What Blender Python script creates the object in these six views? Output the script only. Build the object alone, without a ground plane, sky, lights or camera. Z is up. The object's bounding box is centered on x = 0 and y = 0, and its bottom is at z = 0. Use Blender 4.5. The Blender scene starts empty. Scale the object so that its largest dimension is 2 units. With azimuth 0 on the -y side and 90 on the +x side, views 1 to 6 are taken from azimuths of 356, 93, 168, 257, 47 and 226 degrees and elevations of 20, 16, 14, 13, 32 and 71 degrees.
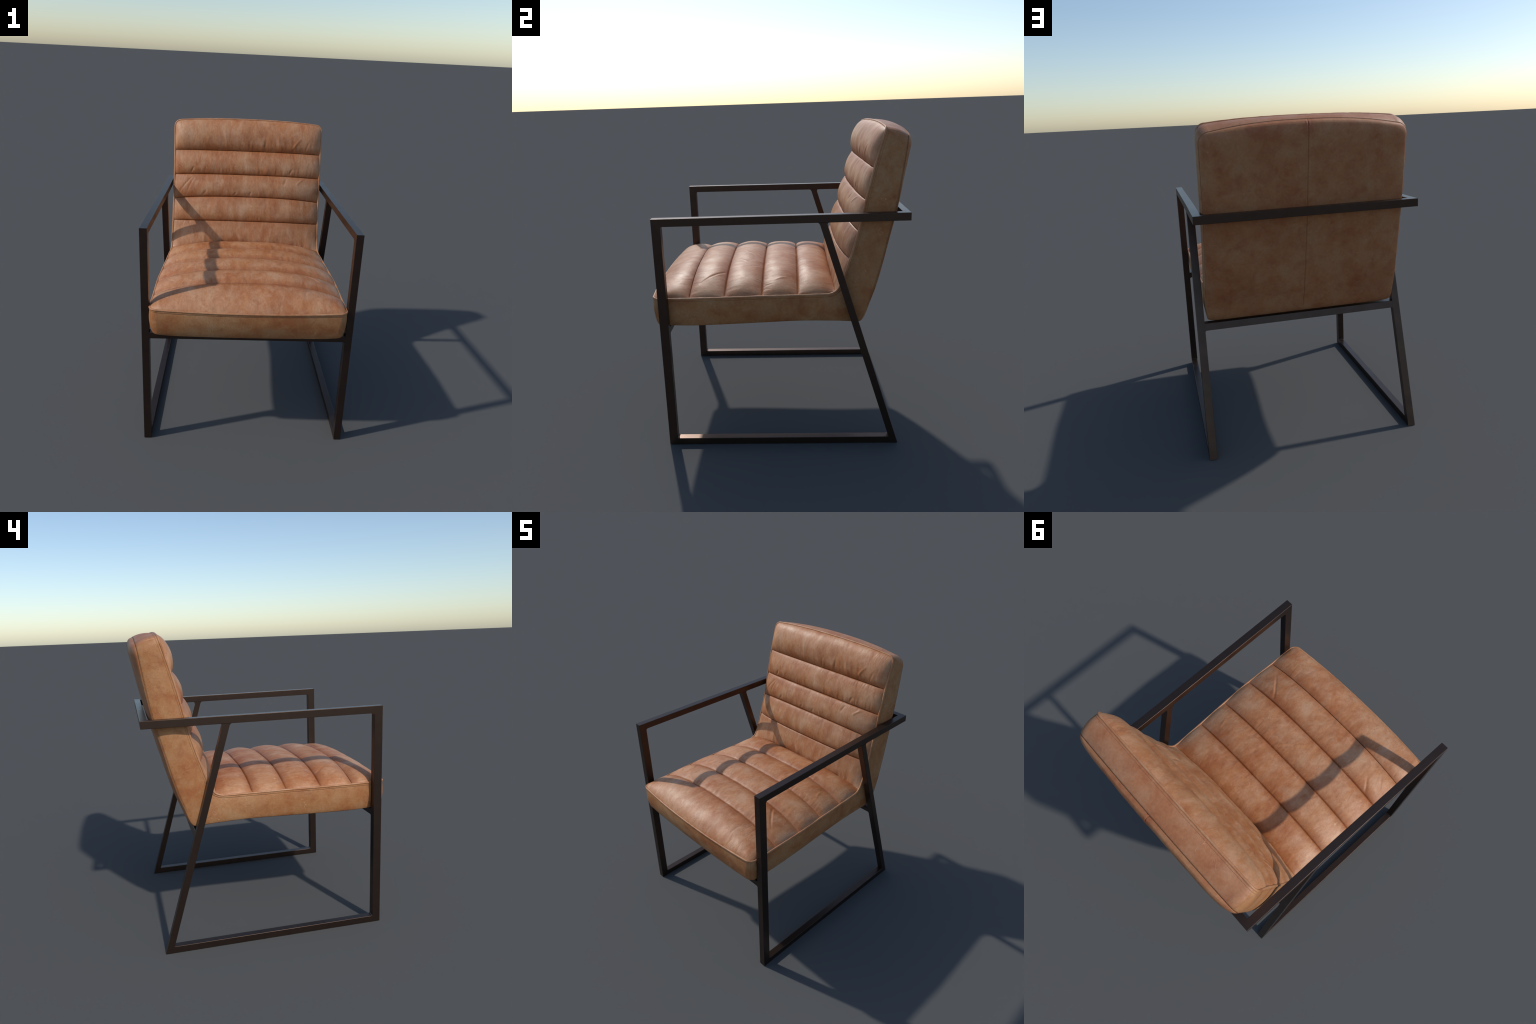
"""Leather armchair: channel-padded L-shaped cushion held in a dark steel tube frame.
Everything is built from side-view profiles (y,z), widths (x) and small rules."""
import bpy, math
import numpy as np
from mathutils import Vector

rng = np.random.default_rng(7)

# ------------------------------------------------------------------ helpers
def pchip(xk, yk, x):
    """monotone cubic interpolation of yk(xk) at x"""
    xk = np.asarray(xk, float); yk = np.asarray(yk, float); x = np.asarray(x, float)
    h = np.diff(xk); d = np.diff(yk) / h
    m = np.zeros_like(yk)
    for i in range(1, len(xk) - 1):
        if d[i-1] * d[i] > 0:
            w1 = 2*h[i] + h[i-1]; w2 = h[i] + 2*h[i-1]
            m[i] = (w1 + w2) / (w1/d[i-1] + w2/d[i])
    m[0] = d[0]; m[-1] = d[-1]
    i = np.clip(np.searchsorted(xk, x, side='right') - 1, 0, len(h) - 1)
    t = (x - xk[i]) / h[i]
    return ((2*t**3 - 3*t**2 + 1) * yk[i] + (t**3 - 2*t**2 + t) * h[i] * m[i]
            + (-2*t**3 + 3*t**2) * yk[i+1] + (t**3 - t**2) * h[i] * m[i+1])

_lat = rng.random((256, 256)) * 2 - 1
def vnoise(x, y, seed=0):
    """smooth value noise, about -1..1"""
    x = np.asarray(x, float) + seed * 17.31; y = np.asarray(y, float) + seed * 9.77
    xi = np.floor(x).astype(int); yi = np.floor(y).astype(int)
    fx = x - xi; fy = y - yi
    fx = fx*fx*(3 - 2*fx); fy = fy*fy*(3 - 2*fy)
    L = lambda a, b: _lat[a % 256, b % 256]
    return ((L(xi, yi)*(1-fx) + L(xi+1, yi)*fx)*(1-fy)
            + (L(xi, yi+1)*(1-fx) + L(xi+1, yi+1)*fx)*fy)

def gauss(d, w):
    return np.exp(-(d / w)**2)

# ------------------------------------------------------------------ materials
def nodes_of(mat):
    mat.use_nodes = True
    nt = mat.node_tree
    nt.nodes.clear()
    out = nt.nodes.new('ShaderNodeOutputMaterial')
    b = nt.nodes.new('ShaderNodeBsdfPrincipled')
    nt.links.new(b.outputs[0], out.inputs[0])
    return nt, b

def N(nt, kind, **kw):
    n = nt.nodes.new(kind)
    for k, v in kw.items():
        if k in n.inputs.keys():
            n.inputs[k].default_value = v
        else:
            setattr(n, k, v)
    return n

def ramp(nt, fac, stops):
    r = nt.nodes.new('ShaderNodeValToRGB')
    el = r.color_ramp.elements
    while len(el) > 1:
        el.remove(el[-1])
    el[0].position, el[0].color = stops[0][0], (*stops[0][1], 1)
    for p, c in stops[1:]:
        e = el.new(p); e.color = (*c, 1)
    nt.links.new(fac, r.inputs[0])
    return r.outputs[0]

def mix(nt, fac, a, b, mode='MIX'):
    m = nt.nodes.new('ShaderNodeMix'); m.data_type = 'RGBA'; m.blend_type = mode
    for sock, v in ((0, fac), (6, a), (7, b)):
        if isinstance(v, (int, float)):
            m.inputs[sock].default_value = v
        elif isinstance(v, tuple):
            m.inputs[sock].default_value = (*v, 1)
        else:
            nt.links.new(v, m.inputs[sock])
    return m.outputs[2]

def leather(name, dark, mid, light, offset, rough=0.5, stretch=(1, 1, 1), scratch=0.7, grain=0.18, grooves=None, spec=0.42):
    mat = bpy.data.materials.new(name)
    nt, b = nodes_of(mat)
    tc = nt.nodes.new('ShaderNodeTexCoord')
    mp = N(nt, 'ShaderNodeMapping')
    mp.inputs['Location'].default_value = offset
    mp.inputs['Scale'].default_value = stretch
    nt.links.new(tc.outputs['Object'], mp.inputs[0])
    co = mp.outputs[0]
    def noise(scale, detail, rgh=0.55, dist=0.0):
        n = N(nt, 'ShaderNodeTexNoise', Scale=scale, Detail=detail, Roughness=rgh, Distortion=dist)
        nt.links.new(co, n.inputs['Vector'])
        return n.outputs[0]
    big = noise(3.6, 3, 0.5, 0.3)
    blot = noise(8.5, 6, 0.62, 0.4)
    fine = noise(70, 5, 0.7)
    base = ramp(nt, blot, [(0.36, dark), (0.50, mid), (0.66, light)])
    tone = ramp(nt, big, [(0.38, dark), (0.50, mid), (0.62, light)])
    col = mix(nt, 0.40, base, tone)
    # worn pale clouds and burnt streaks
    cloud = ramp(nt, noise(15, 4, 0.6, 0.8), [(0.52, (0, 0, 0)), (0.72, (1, 1, 1))])
    col = mix(nt, mix(nt, 1.0, cloud, (0.30,)*3, 'MULTIPLY'), col, tuple(min(1, 1.04*c + 0.02) for c in light))
    burn = ramp(nt, noise(10, 5, 0.65, 0.6), [(0.30, (1, 1, 1)), (0.46, (0, 0, 0))])
    col = mix(nt, mix(nt, 1.0, burn, (0.55,)*3, 'MULTIPLY'), col, tuple(0.88*c for c in dark))
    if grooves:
        # darker, more orange bands painted beside the sewn grooves
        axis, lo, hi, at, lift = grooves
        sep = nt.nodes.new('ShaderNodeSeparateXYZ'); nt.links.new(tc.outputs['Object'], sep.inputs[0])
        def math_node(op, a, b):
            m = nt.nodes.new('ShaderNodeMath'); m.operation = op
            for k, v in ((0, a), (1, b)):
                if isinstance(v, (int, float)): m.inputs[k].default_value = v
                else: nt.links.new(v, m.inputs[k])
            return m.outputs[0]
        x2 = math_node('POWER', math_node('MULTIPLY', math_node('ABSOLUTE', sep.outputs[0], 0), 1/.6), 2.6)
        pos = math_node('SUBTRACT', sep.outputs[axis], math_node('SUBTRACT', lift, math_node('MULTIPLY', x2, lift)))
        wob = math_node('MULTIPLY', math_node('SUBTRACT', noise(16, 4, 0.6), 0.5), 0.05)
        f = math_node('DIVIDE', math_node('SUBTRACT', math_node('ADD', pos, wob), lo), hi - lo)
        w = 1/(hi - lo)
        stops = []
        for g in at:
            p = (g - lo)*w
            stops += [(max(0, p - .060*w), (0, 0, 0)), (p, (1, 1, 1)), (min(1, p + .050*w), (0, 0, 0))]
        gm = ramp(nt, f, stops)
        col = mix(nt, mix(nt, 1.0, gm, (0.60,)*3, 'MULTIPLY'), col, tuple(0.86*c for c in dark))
    # fine streaks in the direction the hide was stretched
    if grooves:
        mp2 = N(nt, 'ShaderNodeMapping'); mp2.inputs['Scale'].default_value = (1, .22, .22)
        nt.links.new(tc.outputs['Object'], mp2.inputs[0])
        st = N(nt, 'ShaderNodeTexNoise', Scale=48.0, Detail=5.0, Roughness=0.62, Distortion=0.5)
        nt.links.new(mp2.outputs[0], st.inputs['Vector'])
        sk = ramp(nt, st.outputs[0], [(0.30, (0.90, 0.875, 0.855)), (0.5, (1, 1, 1)), (0.70, (1.09, 1.11, 1.13))])
        col = mix(nt, 0.85, col, sk, 'MULTIPLY')
        # crests rubbed paler
        cr = mix(nt, 1.0, ramp(nt, gm, [(0.0, (1, 1, 1)), (0.35, (0, 0, 0))]), ramp(nt, noise(15, 5, 0.65, 0.5), [(0.42, (0, 0, 0)), (0.70, (1, 1, 1))]), 'MULTIPLY')
        col = mix(nt, mix(nt, 1.0, cr, (0.34,)*3, 'MULTIPLY'), col, tuple(1.04*c + 0.02 for c in light))
    # fine mottling
    mot = ramp(nt, fine, [(0.3, (0.80, 0.78, 0.76)), (0.7, (1.17, 1.18, 1.19))])
    col = mix(nt, 0.6, col, mot, 'MULTIPLY')
    # thin pale scuffs: ridged, strongly distorted noise kept to a few patches
    sc = noise(9, 2, 0.4, 2.6)
    line = ramp(nt, sc, [(0.492, (0, 0, 0)), (0.5, (1, 1, 1)), (0.508, (0, 0, 0))])
    patch = ramp(nt, noise(7, 3), [(0.53, (0, 0, 0)), (0.66, (1, 1, 1))])
    msk = mix(nt, 1.0, line, patch, 'MULTIPLY')
    msk = mix(nt, 1.0, msk, (scratch, scratch, scratch), 'MULTIPLY')
    col = mix(nt, msk, col, tuple(min(1, 1.25*c + 0.05) for c in light))
    nt.links.new(col, b.inputs['Base Color'])
    rr = ramp(nt, blot, [(0.3, (rough+0.07,)*3), (0.7, (rough-0.05,)*3)])
    nt.links.new(rr, b.inputs['Roughness'])
    b.inputs['Specular IOR Level'].default_value = spec
    b.inputs['Sheen Weight'].default_value = 0.0
    b.inputs['Sheen Roughness'].default_value = 0.4
    # pebble grain and soft creasing
    vo = N(nt, 'ShaderNodeTexVoronoi', Scale=210.0)
    nt.links.new(co, vo.inputs['Vector'])
    bp = N(nt, 'ShaderNodeBump', Strength=grain, Distance=0.002)
    nt.links.new(vo.outputs['Distance'], bp.inputs['Height'])
    bp2 = N(nt, 'ShaderNodeBump', Strength=0.06, Distance=0.006)
    nt.links.new(noise(38, 5, 0.6, 0.5), bp2.inputs['Height'])
    nt.links.new(bp.outputs[0], bp2.inputs['Normal'])
    nt.links.new(bp2.outputs[0], b.inputs['Normal'])
    return mat

PAD = ((0.350, 0.113, 0.037), (0.440, 0.184, 0.073), (0.50, 0.275, 0.152))
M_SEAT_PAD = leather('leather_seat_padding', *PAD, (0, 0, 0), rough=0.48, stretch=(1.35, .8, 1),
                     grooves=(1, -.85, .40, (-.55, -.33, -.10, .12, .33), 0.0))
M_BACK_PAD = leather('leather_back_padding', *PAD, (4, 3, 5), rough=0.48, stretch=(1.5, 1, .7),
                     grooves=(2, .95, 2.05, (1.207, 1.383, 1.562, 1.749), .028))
M_SIDE = leather('leather_side', (0.31, 0.106, 0.036), (0.375, 0.164, 0.062), (0.41, 0.220, 0.105), (3, 1, 2),
                 rough=0.56, scratch=0.8, grain=0.36, spec=0.3)
M_BACK = leather('leather_back', (0.345, 0.108, 0.042), (0.40, 0.166, 0.069), (0.415, 0.212, 0.104), (5, 7, 1), rough=0.56, scratch=0.5, spec=0.36)
M_TOP = leather('leather_top', (0.335, 0.108, 0.040), (0.40, 0.162, 0.068), (0.44, 0.225, 0.120), (1, 4, 6), rough=0.5)
M_PIPE = leather('leather_piping', (0.37, 0.140, 0.054), (0.45, 0.205, 0.092), (0.49, 0.265, 0.142), (2, 2, 2), rough=0.46)

def plain(name, col, rough, metal=0.0):
    mat = bpy.data.materials.new(name)
    nt, b = nodes_of(mat)
    tc = nt.nodes.new('ShaderNodeTexCoord')
    n = N(nt, 'ShaderNodeTexNoise', Scale=14.0, Detail=4.0)
    nt.links.new(tc.outputs['Object'], n.inputs['Vector'])
    c = ramp(nt, n.outputs[0], [(0.3, tuple(0.92*x for x in col)), (0.7, tuple(1.08*x for x in col))])
    nt.links.new(c, b.inputs['Base Color'])
    r = ramp(nt, n.outputs[0], [(0.3, (rough+0.015,)*3), (0.7, (rough-0.015,)*3)])
    nt.links.new(r, b.inputs['Roughness'])
    b.inputs['Metallic'].default_value = metal
    return mat

M_STEEL = plain('bronzed_steel', (0.075, 0.049, 0.038), 0.33, 0.85)
M_THREAD = plain('dark_thread', (0.15, 0.062, 0.028), 0.7)
M_THREAD_TAN = plain('tan_thread', (0.24, 0.10, 0.045), 0.7)

# ------------------------------------------------------------------ object plumbing
def link(ob, parent=None):
    bpy.context.scene.collection.objects.link(ob)
    if parent is not None:
        ob.parent = parent
    return ob

def mesh_object(name, verts, faces, mat, parent, normals=None, kind=None):
    me = bpy.data.meshes.new(name)
    me.from_pydata([tuple(v) for v in verts], [], [tuple(f) for f in faces])
    me.polygons.foreach_set('use_smooth', [True] * len(me.polygons))
    me.materials.append(mat)
    me.update()
    if normals is not None:
        me.normals_split_custom_set_from_vertices([tuple(n) for n in normals])
    ob = link(bpy.data.objects.new(name, me), parent)
    if kind:
        ob['kind'] = kind
    return ob

def grid_faces(r, c, flip=False):
    i = np.arange(r-1)[:, None]*c + np.arange(c-1)[None, :]
    f = np.stack([i, i+1, i+c+1, i+c], -1).reshape(-1, 4)
    return f[:, ::-1] if flip else f

def grid_normals(P, flip=False):
    dv = np.gradient(P, axis=0); du = np.gradient(P, axis=1)
    n = np.cross(du, dv)
    n /= np.linalg.norm(n, axis=2, keepdims=True) + 1e-12
    return -n if flip else n

def grid_object(name, P, nrm, mat, parent, flip=False):
    r, c = P.shape[:2]
    return mesh_object(name, P.reshape(-1, 3), grid_faces(r, c, flip), mat, parent,
                       None if nrm is None else nrm.reshape(-1, 3))

chair = bpy.data.objects.new('armchair', None)
link(chair)
chair['label'] = 'tan leather channel-padded armchair on dark steel tube frame'
chair['category'] = 'armchair'

# ================================================================== CUSHION
# knots along the L shaped path: seat front -> seat grooves -> fold -> back grooves -> top
#          front           g1             g2             g3            g4
EDGE = [(-.775, .986), (-.55, .985), (-.33, .988), (-.10, .990), (.12, .989),
        (.298, .989), (.350, 1.004), (.383, 1.052),            # fillet of the fold
        (.437, 1.207), (.487, 1.375), (.528, 1.562), (.573, 1.749), (.637, 1.973)]
SEAM = [(-.768, .813), (-.55, .807), (-.33, .812), (-.10, .818), (.15, .824),
        (.36, .819), (.490, .813), (.550, .925),
        (.606, 1.10), (.660, 1.32), (.709, 1.53), (.738, 1.72), (.766, 1.931)]
GROOVE_KNOTS = [0, 1, 2, 3, 4, 6, 8, 9, 10, 11, 12]            # rib limits (knot numbers)
MID = [(-.803, .984), (-.55, 1.080), (-.33, 1.086), (-.10, 1.087), (.12, 1.083), (.334, 1.053),
       (.376, 1.230), (.435, 1.415), (.491, 1.582), (.553, 1.761), (.641, 1.994)]
RIB_H = [.044, .028, .028, .028, .034, .017, .026, .027, .028, .048]   # pad heights at centre
HALF_W = [.620, .620, .621, .612, .602, .594, .589, .586, .583, .581, .580, .580, .583]
SEAM_W = [.610, .610, .608, .602, .598, .596, .597, .598, .594, .590, .586, .586, .586]

EDGE = np.array(EDGE); SEAM = np.array(SEAM); MID = np.array(MID)
S_K = np.concatenate([[0], np.cumsum(np.linalg.norm(np.diff(EDGE, axis=0), axis=1))])
S_K[0] = 0
TOTAL = S_K[-1]
S_G = S_K[GROOVE_KNOTS]
R_FRONT, R_TOP = 0.050, 0.046

def edge(s):  return np.stack([pchip(S_K, EDGE[:, 0], s), pchip(S_K, EDGE[:, 1], s)], -1)
def seam(s):  return np.stack([pchip(S_K, SEAM[:, 0], s), pchip(S_K, SEAM[:, 1], s)], -1)

def corner(w, s, R_TOP=R_TOP):
    """half width with rounded corners at both path ends"""
    a = np.clip(R_FRONT - s, 0, None)
    b = np.clip(R_TOP - (TOTAL - s), 0, None)
    return (w - R_FRONT*(s < R_FRONT) + np.sqrt(np.clip(R_FRONT**2 - a**2, 0, None))*(s < R_FRONT)
            - R_TOP*(TOTAL - s < R_TOP) + np.sqrt(np.clip(R_TOP**2 - b**2, 0, None))*(TOTAL - s < R_TOP))

def half_w(s):   return corner(pchip(S_K, HALF_W, s), s)
def seam_w(s):   return corner(pchip(S_K, SEAM_W, s), s, .068)

# rows: denser towards the grooves
ROWS = 46
rows_s, rib_of, rib_t, rib_first = [], [], [], []
for i in range(len(S_G) - 1):
    t = -np.cos(np.linspace(0, math.pi, ROWS))
    t = 0.65*t + 0.35*np.linspace(-1, 1, ROWS)
    if i in (0, len(S_G) - 2):                          # denser still round the rounded corners
        t = np.sign(t)*np.abs(t)**0.85 if i else t
    rib_first.append(len(rows_s))
    for k, tt in enumerate(t):
        rows_s.append(S_G[i] + (S_G[i+1] - S_G[i])*(tt + 1)/2); rib_of.append(i); rib_t.append(tt)
rows_s = np.array(rows_s); rib_of = np.array(rib_of); rib_t = np.array(rib_t)
COLS = 331
q = np.linspace(-1, 1, COLS)
U = np.sign(q)*(1 - (1 - np.abs(q))**1.35)              # denser at the sides

# creases pressed into the leather: (x centre, path position, direction deg, length, depth)
def crease_field(X, S):
    d = np.zeros_like(X)
    sg = S_G
    deep = [(.437, .361, 133, .24, .0075), (.455, .352, 133, .17, -.003), (.04, .575, 44, .18, -.005), (.05, .592, 52, .26, .004),
            (-.47, .403, 128, .12, .0045), (-.52, .319, 128, .11, .004), (.205, .538, 45, .10, -.0035),
            (.30, .62, 100, .10, .003), (.18, .80, 80, .10, .003), (-.22, .47, 95, .10, .003), (.48, .79, 110, .10, -.003),
            (-.30, .70, 70, .12, .003), (.36, .13, 80, .10, .0025),
            (-.50, sg[7]+.10, 50, .20, .004), (-.46, sg[7]+.09, 66, .18, .003), (-.44, sg[8]+.03, 62, .07, .005),
            (.34, sg[8]+.03, 62, .08, .005), (.30, sg[8]-.05, 70, .08, .004), (.42, sg[8]-.04, 45, .10, -.004),
            (-.10, sg[7]+.02, 60, .06, .004), (.02, sg[7]+.02, 70, .06, .004), (.38, sg[9]+.06, 52, .14, -.004),
            (.01, sg[9]+.03, 90, .09, .0035), (.13, sg[9]+.04, 80, .08, .0035), (-.28, sg[9]+.05, 105, .10, .003),
            (-.18, sg[9]+.08, 100, .15, -.003), (.02, sg[6]+.02, 88, .05, .0035), (-.34, sg[7]+.03, 55, .07, .003),
            (.24, sg[9]+.07, 95, .12, -.003), (.47, sg[9]+.05, 70, .10, .003)]
    for x0, s0, ang, ln, dp in deep:
        a = math.radians(ang)
        al = (X - x0)*math.cos(a) + (S - s0)*math.sin(a)
        ac = -(X - x0)*math.sin(a) + (S - s0)*math.cos(a) + 0.12*al*al/ln
        d -= dp*.75*gauss(ac, .0085)*np.clip(1 - (2*al/ln)**2, 0, None)
    return d

def front_panel():
    s = rows_s
    E = edge(s); W = half_w(s)
    g = S_G
    # straight chords between groove centres
    C = np.stack([np.interp(s, g, MID[:, 0]), np.interp(s, g, MID[:, 1])], -1)
    chord = MID[rib_of + 1] - MID[rib_of]
    ln = np.linalg.norm(chord, axis=1, keepdims=True)
    nrm = np.stack([-chord[:, 1], chord[:, 0]], -1)/ln
    h = np.array(RIB_H)[rib_of]
    au = np.abs(U)[None, :]
    X = U[None, :]*W[:, None]
    # base bulge: flatter curve across the front and top borders
    p = 2.8 - 0.6*np.exp(-s/.08) - 0.3*np.exp(-(TOTAL - s)/.08)
    w = 1 - au**p[:, None]
    D = C - E
    Y = E[:, 0:1] + D[:, 0:1]*w
    Z = E[:, 1:2] + D[:, 1:2]*w
    t = rib_t[:, None] + np.zeros_like(X)
    pad = np.clip(1 - np.abs(t)**2.0, 0, None)**0.72
    last = (rib_of == 0) | (rib_of == len(g) - 2)
    end = np.clip(1 - au**13, 0, None)**0.6
    # pads at the borders keep more height near the piping
    hh = h[:, None]*(1 + 0.07*vnoise(X*5, rib_of[:, None]*3.7, 1))
    off = hh*pad*end
    # valley pressed at every groove
    fold = ((rib_of == 4) & (rib_t > 0)) | ((rib_of == 5) & (rib_t < 0))      # soft valley, not a sewn groove
    off = off - 0.0065*gauss((1 - np.abs(t))*0.1, .0036)*end*(~(last | fold))[:, None]
    # gathers: folds running away from the grooves across the pads
    S = s[:, None] + np.zeros_like(X)
    ga = vnoise(X*27 + 2.2*S, rib_of[:, None]*5.1 + S*2.5, 2) + .6*vnoise(X*60 + 6*S, rib_of[:, None]*8.3 + S*4, 3)
    back = (rib_of >= 5)[:, None]
    side_t = np.where(rib_t < 0, 1.0, 0.55)[:, None]           # stronger on the lower half of a pad
    amp = np.where(back, .0048, .0032)*np.abs(t)**1.3*(1 - np.abs(t)**9)*side_t
    patch = np.clip(.55 + .8*vnoise(X*4, S*5, 4), 0, 1.3)
    off = off + amp*ga*patch*end
    # short sharp puckers drawn in by the seam thread
    v1 = vnoise(X*19 + S*3.0, rib_of[:, None]*6.3 + S*1.7, 7); v2 = vnoise(X*31 - S*5.0, rib_of[:, None]*4.9 + S*2.1, 8)
    line = np.clip(1 - np.abs(v1)*4.2, 0, 1)**1.5 + .7*np.clip(1 - np.abs(v2)*4.2, 0, 1)**1.5
    where = np.clip(1.6*vnoise(X*5.3, S*9 + 3, 9) + .25, 0, 1)
    off = off - np.where(back, .0026, .0020)*line*where*end*np.abs(t)**1.1*(1 - np.abs(t)**14)
    # soft overall unevenness and stretch lines across the seat
    off = off + end*pad*(.0030*vnoise(X*6, S*8, 5) + .0012*vnoise(X*15, S*18, 6))
    off = off + crease_field(X, S)*end*np.clip(pad*1.6, 0, 1)
    Y = Y + nrm[:, 0:1]*off
    Z = Z + nrm[:, 1:2]*off
    return np.stack([X, Y, Z], -1)

P = front_panel()

seat = bpy.data.objects.new('seat_cushion', bpy.data.meshes.new('seat_cushion'))
back = bpy.data.objects.new('backrest_cushion', bpy.data.meshes.new('backrest_cushion'))

# ---- rear / underside panel
RN = 260
s_r = np.unique(np.concatenate([np.linspace(0, TOTAL, RN), np.linspace(0, .09, 24), TOTAL - np.linspace(0, .12, 30),
                                np.linspace(S_K[5], S_K[8], 50), [S_K[6]]]))
u_r = np.concatenate([np.sign(q)*(1 - (1 - np.abs(q))**1.6)])[::2]
u_r = np.unique(np.concatenate([u_r, np.linspace(-.03, .03, 41)]))
def rear_panel():
    s = s_r
    R = seam(s); W = seam_w(s)
    T = np.gradient(R, s, axis=0); T /= np.linalg.norm(T, axis=1, keepdims=True)
    out = np.stack([T[:, 1], -T[:, 0]], -1)                    # away from the sitter / down
    au = np.abs(u_r)[None, :]
    X = u_r[None, :]*W[:, None]
    # bow of the front and top border
    bowf = np.exp(-(s/.10)**2); bowt = np.exp(-((TOTAL - s)/.11)**2)
    w2 = 1 - au**2.4
    Y = R[:, 0:1] - .013*bowf[:, None]*(1 - au**2) + .004*bowt[:, None]*w2
    Z = R[:, 1:2] + .042*bowt[:, None]*w2
    B = pchip([0, S_K[5], S_K[6], S_K[8], S_K[9], S_K[10], S_K[11], TOTAL],
              [.015, .014, .016, .022, .022, .022, .030, .046], s)
    ell = lambda d, r: np.sqrt(np.clip(1 - np.clip(1 - d/r, 0, 1)**2, 0, 1))
    B = B*ell(s, .03)*ell(TOTAL - s, .085)
    pe = 9 + 20*(np.clip((S_K[7] - s)/.1, 0, 1)*np.clip(s/.4, 0, 1))[:, None]
    off = B[:, None]*np.clip(1 - au**pe, 0, None)**0.6
    S = s[:, None] + np.zeros_like(X)
    isback = np.clip((s - S_K[6])/.05, 0, 1)[:, None]
    soft = np.clip(1 - au**6, 0, 1)*np.clip(B/.02, 0, 1)[:, None]
    off = off + isback*soft*(.004*vnoise(X*4, S*4, 11) + .0015*vnoise(X*11, S*10, 12))
    # centre seam of the back
    off = off + isback*(-.0026*gauss(X, .0026) + .0012*gauss(X - .008, .006) + .0012*gauss(X + .008, .006))
    return np.stack([X, Y + out[:, 0:1]*off, Z + out[:, 1:2]*off], -1)
Q = rear_panel()
nQ = grid_normals(Q, flip=True)
iJ = int(np.argmin(np.abs(s_r - S_K[6])))

def fill_mesh(ob, P, nrm, mat, flip):
    r, c = P.shape[:2]
    me = ob.data
    me.from_pydata([tuple(v) for v in P.reshape(-1, 3)], [], [tuple(f) for f in grid_faces(r, c, flip)])
    me.polygons.foreach_set('use_smooth', [True]*len(me.polygons))
    me.materials.append(mat); me.update()
    me.normals_split_custom_set_from_vertices([tuple(n) for n in nrm.reshape(-1, 3)])
fill_mesh(seat, Q[:iJ+1], nQ[:iJ+1], M_SIDE, True)
fill_mesh(back, Q[iJ:], nQ[iJ:], M_BACK, True)
link(seat, chair); link(back, chair)

# ---- padded channels, one object each
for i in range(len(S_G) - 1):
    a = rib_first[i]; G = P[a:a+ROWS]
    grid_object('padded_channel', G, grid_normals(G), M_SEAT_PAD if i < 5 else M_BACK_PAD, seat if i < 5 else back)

# ---- boxing band round the cushion, between the piping loop and the rear seam loop
def loops():
    """front loop, seam loop, tags; starts at front centre, goes right (+x), over the top, back down left"""
    n_side = 520
    s_side = np.unique(np.concatenate([np.linspace(0, TOTAL, n_side), R_FRONT*(1 - np.cos(np.linspace(0, math.pi/2, 16))),
                                       TOTAL - R_TOP*(1 - np.cos(np.linspace(0, math.pi/2, 16))), [S_K[6]]]))
    def border(s_end, n):
        u = np.linspace(0, 1, n)
        w0 = half_w(np.array([s_end]))[0]; v0 = seam_w(np.array([s_end]))[0]
        i = 0 if s_end == 0 else -1
        p = 2.2 if i == 0 else 2.5
        w = 1 - u**p; d = MID[i] - EDGE[i]
        F = np.stack([u*w0, EDGE[i, 0] + d[0]*w, EDGE[i, 1] + d[1]*w], -1)
        if i == 0:
            R = np.stack([u*v0, SEAM[0, 0] - .013*(1 - u**2), SEAM[0, 1] + 0*u], -1)
        else:
            w2 = 1 - u**2.4
            R = np.stack([u*v0, SEAM[-1, 0] + .004*w2, SEAM[-1, 1] + .042*w2], -1)
        return F, R
    Ff, Rf = border(0, 90); Ft, Rt = border(TOTAL, 90)
    e = edge(s_side); r = seam(s_side)
    Fs = np.stack([half_w(s_side), e[:, 0], e[:, 1]], -1)
    Rs = np.stack([seam_w(s_side), r[:, 0], r[:, 1]], -1)
    bt = np.exp(-((TOTAL - s_side)/.11)**2)
    F = np.concatenate([Ff, Fs[1:], Ft[::-1][1:]])
    R = np.concatenate([Rf, Rs[1:], Rt[::-1][1:]])
    tag = np.concatenate([np.full(len(Ff), -1.), s_side[1:], np.full(len(Ft) - 1, 99.)])
    mir = np.array([-1, 1, 1])
    F = np.concatenate([F, (F*mir)[::-1][1:]]); R = np.concatenate([R, (R*mir)[::-1][1:]])
    tag = np.concatenate([tag, tag[::-1][1:]])
    return F, R, tag
F, R, TAG = loops()
closed = lambda A: (np.roll(A[:-1], -1, 0) - np.roll(A[:-1], 1, 0))
def loop_frames(F, R):
    t = closed(F); t = np.concatenate([t, t[:1]])
    t /= np.linalg.norm(t, axis=1, keepdims=True) + 1e-12
    d = R - F; L = np.linalg.norm(d, axis=1, keepdims=True); d = d/L
    o = np.cross(d, t); o /= np.linalg.norm(o, axis=1, keepdims=True) + 1e-12
    return t, d, L[:, 0], o
TAN, DIR, LEN, OUT = loop_frames(F, R)
mid_i = len(F)//4
if OUT[np.argmax(F[:, 0])][0] < 0:
    OUT = -OUT
ARC = np.concatenate([[0], np.cumsum(np.linalg.norm(np.diff(F, axis=0), axis=1))])

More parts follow.
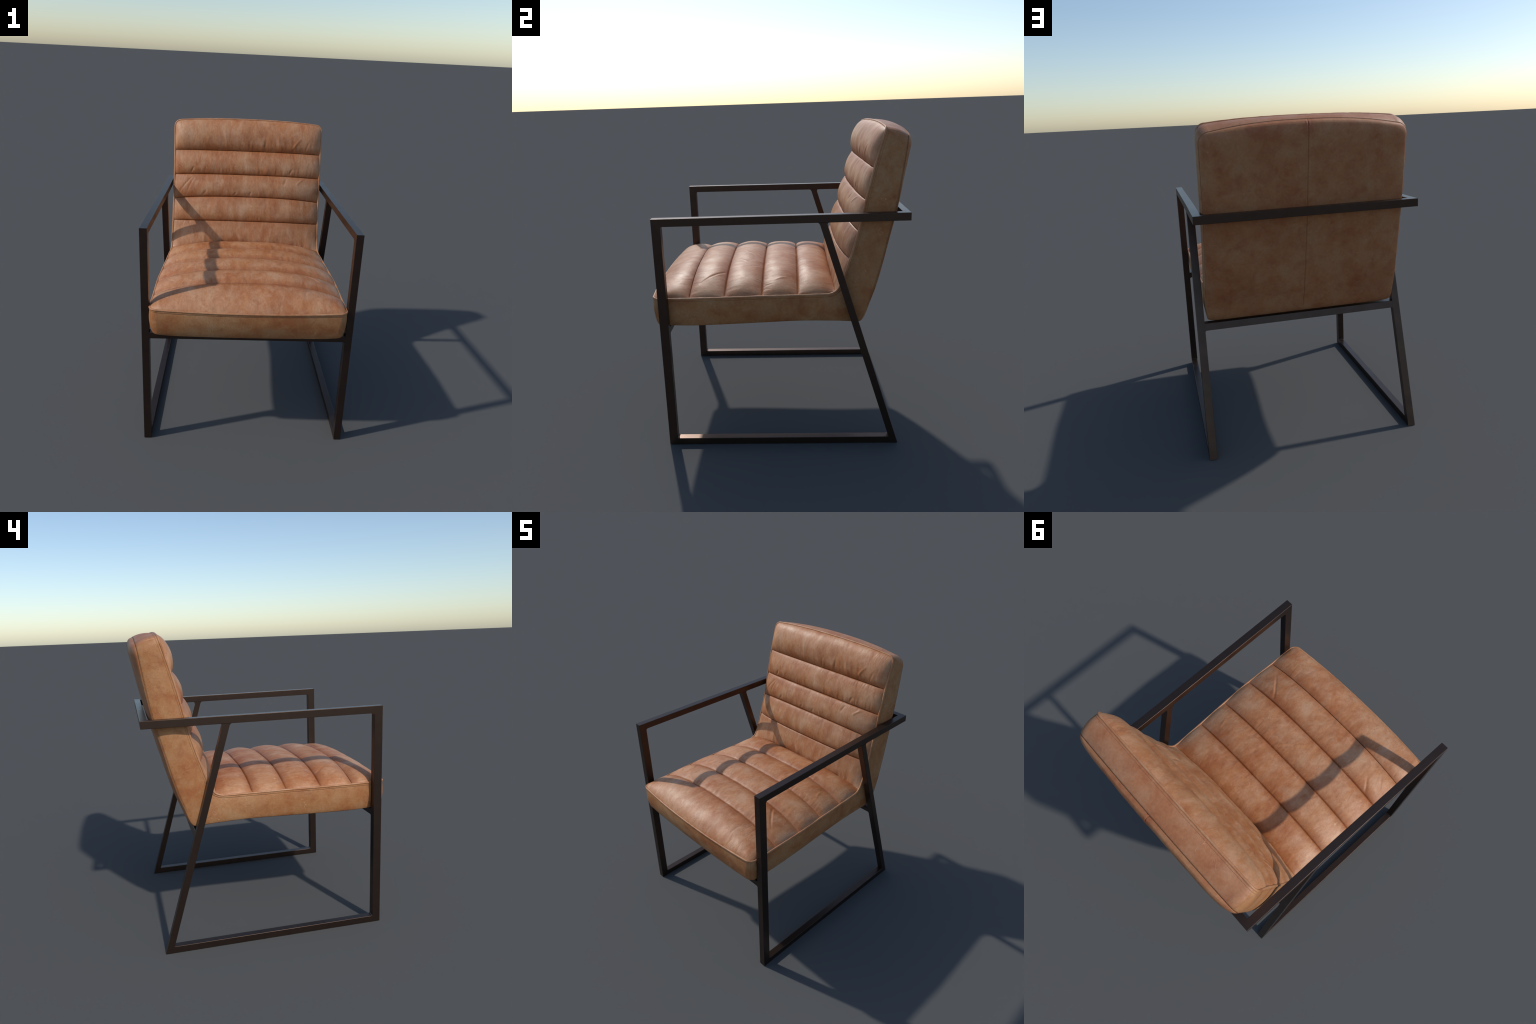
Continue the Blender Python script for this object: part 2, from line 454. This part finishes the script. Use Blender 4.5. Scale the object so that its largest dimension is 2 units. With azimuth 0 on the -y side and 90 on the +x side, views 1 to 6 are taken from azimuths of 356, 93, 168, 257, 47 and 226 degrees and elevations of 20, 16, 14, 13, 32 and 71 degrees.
HEM = .017                                                # turned hem under the piping
fix = np.array([0, .003, .006, .009, .012, .0145, .016, .017, .0182, .020, .023, .028, .036])
rest = np.linspace(0, 1, 22)[1:]
def band():
    rowsP = []
    ks = []
    cols = []
    for j in range(len(fix) + len(rest)):
        dist = np.full(len(F), fix[j]) if j < len(fix) else fix[-1] + rest[j-len(fix)]*(LEN - fix[-1])
        k = dist/LEN
        swell = .007*np.sin(math.pi*np.clip(k, 0, 1))**0.7
        wav = .0012*vnoise(ARC*5, k*2, 21) + .0004*vnoise(ARC*14, k*4, 22)
        wav = wav*np.clip(np.sin(math.pi*np.clip(k, 0, 1)), 0, 1)
        hem = np.where(dist < HEM, .0026*np.clip(dist/.004, 0, 1), 0) - .0012*gauss(dist - HEM, .0018)
        onback = np.clip((TAG - S_K[6] - .02)/.06, 0, 1)
        tuck = -.0028*np.clip(1 - (LEN - dist)/.006, 0, 1)**2*onback
        swell = swell*(1.75 - 1.0*onback + 1.55*onback*OUT[:, 0]**2 + 1.1*onback*OUT[:, 2]**2)
        hem = hem*np.where(onback > .5, .5, 1)
        off = swell + wav + hem + tuck
        rowsP.append(F + DIR*dist[:, None] + OUT*off[:, None])
    B = np.stack(rowsP, 0)                                # (depth, loop, 3)
    return B
Bd = band()
# vertical seams where front / top strips meet the sides (middle of every rounded corner)
def corner_index(cond):
    return np.where(cond)[0]
s_c = [R_FRONT*.30, TOTAL - R_TOP*.30]
cut = []
half = len(F)//2
for sc in s_c:
    k = int(np.argmin(np.abs(TAG[:half+1] - sc)))
    cut += [k, len(F) - 1 - k]
for c in cut:
    near = gauss(ARC - ARC[c], .0028)
    Bd -= OUT[None]*(near*.0025)[None, :, None]*np.clip(np.arange(len(Bd))/6, 0, 1)[:, None, None]
nB = grid_normals(Bd)
# wrap normals at the closing column
if (nB[20, np.argmax(F[:, 0])] * OUT[np.argmax(F[:, 0])]).sum() < 0:
    nB = -nB; flipB = True
else:
    flipB = False
avg = nB[:, 0] + nB[:, -1]; avg /= np.linalg.norm(avg, axis=1, keepdims=True)
nB[:, 0] = avg; nB[:, -1] = avg
c0, c1 = cut[0], cut[2]
l0, l1 = cut[1], cut[3]
jR = int(np.argmin(np.abs(TAG[:half+1] - S_K[6]))); jL = len(F) - 1 - jR
def strip(name, a, b, mat, parent):
    grid_object(name, Bd[:, a:b+1], nB[:, a:b+1], mat, parent, flip=flipB)
# front strip wraps across the start of the loop
idx = np.concatenate([np.arange(l0, len(F)), np.arange(1, c0+1)])
grid_object('front_panel', Bd[:, idx], nB[:, idx], M_SIDE, seat, flip=flipB)
strip('side_panel', c0, jR, M_SIDE, seat)
strip('side_panel', jR, c1, M_SIDE, back)
strip('top_panel', c1, l1, M_TOP, back)
strip('side_panel', l1, jL, M_SIDE, back)
strip('side_panel', jL, l0, M_SIDE, seat)

# ---- piping: a thin rolled cord along the front loop
def tube_along(C, A, Bv, r, n=10, wob=None):
    a = np.linspace(0, 2*math.pi, n, endpoint=False)
    ring = (np.cos(a)[None, :, None]*A[:, None, :] + np.sin(a)[None, :, None]*Bv[:, None, :])
    rr = r if wob is None else r*wob[:, None, None]
    V = C[:, None, :] + ring*rr
    m = len(C)
    f = []
    for i in range(m):
        for k in range(n):
            f.append((i*n+k, i*n+(k+1) % n, ((i+1) % m)*n+(k+1) % n, ((i+1) % m)*n+k))
    return V.reshape(-1, 3), f
Fc, Oc, Dc = F[:-1], OUT[:-1], DIR[:-1]
wob = 1 + .10*vnoise(ARC[:-1]*40, 0*ARC[:-1], 31)
V, f = tube_along(Fc + Oc*.0025 + Dc*.0005, Oc, Dc, .0066, wob=wob)
mesh_object('piping', V, f, M_PIPE, chair)

# ---- stitches
def stitches(path, out, step, length, rad, name, parent, mat=None):
    mat = mat or M_THREAD
    """short thread capsules laid end to end along a polyline"""
    arc = np.concatenate([[0], np.cumsum(np.linalg.norm(np.diff(path, axis=0), axis=1))])
    vs, fs = [], []
    pos = np.arange(step/2, arc[-1], step)
    at = lambda A, p: np.stack([np.interp(p, arc, A[:, i]) for i in range(3)], -1)
    P0, P1, O = at(path, pos - length/2), at(path, pos + length/2), at(out, pos)
    for p0, p1, o in zip(P0, P1, O):
        t = p1 - p0; t /= np.linalg.norm(t) + 1e-9
        o = o/np.linalg.norm(o); b = np.cross(t, o)
        base = len(vs)
        for c, rr, lift in ((p0, .55, -.5), ((p0*.7 + p1*.3), 1, .3), ((p0*.3 + p1*.7), 1, .3), (p1, .55, -.5)):
            for k in range(6):
                a = k*math.pi/3
                vs.append(c + o*rad*(lift + rr*math.cos(a)) + b*rad*rr*math.sin(a))
        for i in range(3):
            for k in range(6):
                fs.append((base+i*6+k, base+i*6+(k+1) % 6, base+i*6+6+(k+1) % 6, base+i*6+6+k))
        fs.append(tuple(base + k for k in range(5, -1, -1))); fs.append(tuple(base + 18 + k for k in range(6)))
    return mesh_object(name, vs, fs, mat, parent, kind='stuff')
stitches(Bd[7], OUT, .0085, .0062, .0010, 'stitching', chair, M_THREAD_TAN)
kb = np.where((TAG > S_K[6] + .05))[0]
stitches(Bd[-2][kb], OUT[kb], .0085, .0066, .0010, 'stitching', chair)
ic = int(np.argmin(np.abs(u_r)))
colc = Q[iJ+8:-3, ic]
stitches(colc, nQ[iJ+8:-3, ic], .0095, .0072, .0010, 'stitching', chair, M_THREAD_TAN)

# ================================================================== FRAME
XO, XI = .676, .629          # outer and inner face of the side frames
BEV = .0022

def loft(rings, name, parent):
    """rings of equal point count, open ended tube"""
    rings = [np.asarray(r) for r in rings]
    n = len(rings[0]); V = np.concatenate(rings)
    f = [(i*n+k, i*n+(k+1) % n, (i+1)*n+(k+1) % n, (i+1)*n+k) for i in range(len(rings)-1) for k in range(n)]
    me = bpy.data.meshes.new(name)
    me.from_pydata([tuple(v) for v in V], [], f); me.materials.append(M_STEEL)
    me.polygons.foreach_set('use_smooth', [True]*len(f)); me.update()
    # area weighted normals keep the flat tube faces flat between the rounded edges
    co = lean_in(V); me.vertices.foreach_set('co', co.ravel())
    fa = np.array(f); p0, p1, p2, p3 = (co[fa[:, k]] for k in range(4))
    fn = np.cross(p2 - p0, p3 - p1)
    ctr = (co[fa].mean(1) - np.repeat(co.reshape(len(rings), n, 3).mean(1)[:-1], n, 0))
    if (fn*ctr).sum() < 0:
        me.flip_normals(); fn = -fn
    nv = np.zeros_like(co)
    for k in range(4):
        np.add.at(nv, fa[:, k], fn*np.linalg.norm(fn, axis=1, keepdims=True)**1.5)
    nv /= np.linalg.norm(nv, axis=1, keepdims=True) + 1e-20
    me.update()
    me.normals_split_custom_set_from_vertices([tuple(v) for v in nv])
    return link(bpy.data.objects.new(name, me), parent)

def lean_in(V):
    """the side frames lean in slightly towards the top at the back"""
    V = V.copy()
    y, z = V[:, 1], V[:, 2]
    sh = .018*np.clip((y + .73)/.98, 0, 1)*np.clip(z/1.47, 0, 1.1) + .006*np.clip((y - .25)/.53, 0, 1)
    V[:, 0] -= np.sign(V[:, 0])*sh*np.clip(np.abs(V[:, 0])/.62, 0, 1)
    return V

def section(a, b, w0, w1, W, bev=BEV):
    """rounded rectangle spanning from point a to b (3D) in one direction, w0..w1 along unit vector W"""
    a = np.array(a, float); b = np.array(b, float); W = np.array(W, float)
    d = b - a; L = np.linalg.norm(d); d = d/L
    pts = []
    for (cx, cw, a0) in ((bev, w0+bev, 180), (L-bev, w0+bev, 270), (L-bev, w1-bev, 0), (bev, w1-bev, 90)):
        for k in range(4):
            an = math.radians(a0 + 30*k)
            pts.append(a + d*(cx + bev*math.cos(an)) + W*(cw + bev*math.sin(an)))
    return pts

FY0, FY1 = -.731, -.677      # front leg
RAIL = .044
ARM0, ARM1 = 1.449, 1.496
def rl_front(z): return .2505 + (.681 - .2505)*(1.449 - z)/(1.449 - .044)
def rl_rear(z):  return .2945 + (.739 - .2945)*(1.449 - z)/1.449
FR = .013                    # weld fillet radius

def arc_in(c, r, a0, a1, n=6):
    return [(c[0] + r*math.cos(math.radians(a)), c[1] + r*math.sin(math.radians(a))) for a in np.linspace(a0, a1, n)]

for sx in (1, -1):
    W = (sx, 0, 0)
    sec = lambda i, o, w0=XI, w1=XO: section((0, *i), (0, *o), w0, w1, W)
    # front leg: mitred into the arm at the top and the floor rail at the foot
    st = []
    lo = arc_in((FY1 + FR*.7, RAIL + FR*.7), FR*.7, 225, 180)
    hi = arc_in((FY1 + FR, ARM0 - FR), FR, 180, 135)
    st.append(sec(lo[0], (FY0, .0)))
    for p in lo[1:]: st.append(sec(p, (FY0, max(p[1], .004))))
    for p in hi[:-1]: st.append(sec(p, (FY0, p[1])))
    st.append(sec(hi[-1], (FY0, ARM1)))
    loft(st, 'front_leg', chair)
    # floor rail
    c = rl_front(RAIL)
    lo = arc_in((FY1 + FR*.7, RAIL + FR*.7), FR*.7, 225, 270)
    st = [sec(lo[0], (FY0, .0))] + [sec(p, (p[0], .0)) for p in lo[1:]]
    st += [sec((c - .012, RAIL), (c - .008, .0)), sec((c, RAIL), (rl_rear(0), .0))]
    loft(st, 'floor_rail', chair)
    # rear leg: flared weld at the arm
    st = [sec((c, RAIL), (rl_rear(0), .0)), sec((rl_front(RAIL + .02), RAIL + .02), (rl_rear(RAIL), RAIL))]
    zt = ARM0
    for z in (.9, zt - FR*1.35):
        st.append(sec((rl_front(z), z), (rl_rear(z), z)))
    for k in range(1, 8):
        an = k/7*math.pi/2
        z = zt - FR*1.35*(1 - math.sin(an))
        fl = FR*(1 - math.cos(an))
        st.append(sec((rl_front(z) - fl*.8, z), (rl_rear(z) + fl*1.1, z)))
    loft(st, 'rear_leg', chair)
    # armrest: straight to the rear leg, then bends inward to the back bar
    hi = arc_in((FY1 + FR, ARM0 - FR), FR, 135, 90)
    st = [sec(hi[0], (FY0, ARM1))] + [sec(p, (p[0], ARM1)) for p in hi[1:]]
    st += [sec((-.2, ARM0), (-.2, ARM1)), sec((.25, ARM0), (.25, ARM1)), sec((.40, ARM0), (.40, ARM1))]
    xo_r = XO; yb = .779; bw = .043
    # mitre with the back bar: inner corner lies further forward
    def arm_ring(y_out, y_in, xo):
        ring = np.array(sec((0, ARM0), (0, ARM1), xo - (XO - XI), xo))
        fr = (np.abs(ring[:, 0]) - (xo - (XO - XI)))/(XO - XI)
        ring[:, 1] = y_in + (y_out - y_in)*fr
        return ring
    st.append(arm_ring(yb - bw - .02, yb - bw - .02, XO))
    st.append(arm_ring(yb, yb - bw, xo_r))
    loft(st, 'armrest', chair)

# back bar between the arms, mitred
xo_r, yb, bw = XO, .779, .043
def bar_ring(x_out, x_in):
    ring = np.array(section((0, yb - bw, ARM0), (0, yb - bw, ARM1), 0, bw, (0, 1, 0)))
    fr = (ring[:, 1] - (yb - bw))/bw
    ring[:, 0] = x_in + (x_out - x_in)*fr
    return ring
t = XO - XI
loft([bar_ring(-xo_r, -xo_r + t), bar_ring(-.5, -.5), bar_ring(.5, .5), bar_ring(xo_r, xo_r - t)], 'back_bar', chair)

# seat bars: front one upright, rear one leaning with the rear legs; flared welds at both ends
def seat_bar(ylo, yhi, z0, z1, lean, name):
    rings = []
    xs = [XI + .002]
    fl = [FR*.8]
    for k in range(6):
        an = (5 - k)/5*math.pi/2
        xs.append(XI - FR*.8*(1 - math.sin(an))); fl.append(FR*.8*(1 - math.cos(an)))
    prof = list(zip(xs, fl)) + [(-x, g) for x, g in zip(xs[::-1], fl[::-1])]
    for x, g in prof:
        lo = z0 - g; hi = z1
        a = (x, ylo + lean*(lo - z0), lo); b = (x, ylo + lean*(hi - z0), hi)
        rings.append(section(a, b, 0, yhi - ylo, (0, 1, 0)))
    loft(rings, name, chair)
seat_bar(FY0 + .0008, FY1 - .0008, .763, .8045, 0.0, 'seat_bar')
sl = -(.739 - .2945)/1.449
seat_bar(rl_front(.742) + .001, rl_rear(.742) - .001, .742, .785, sl, 'seat_bar')
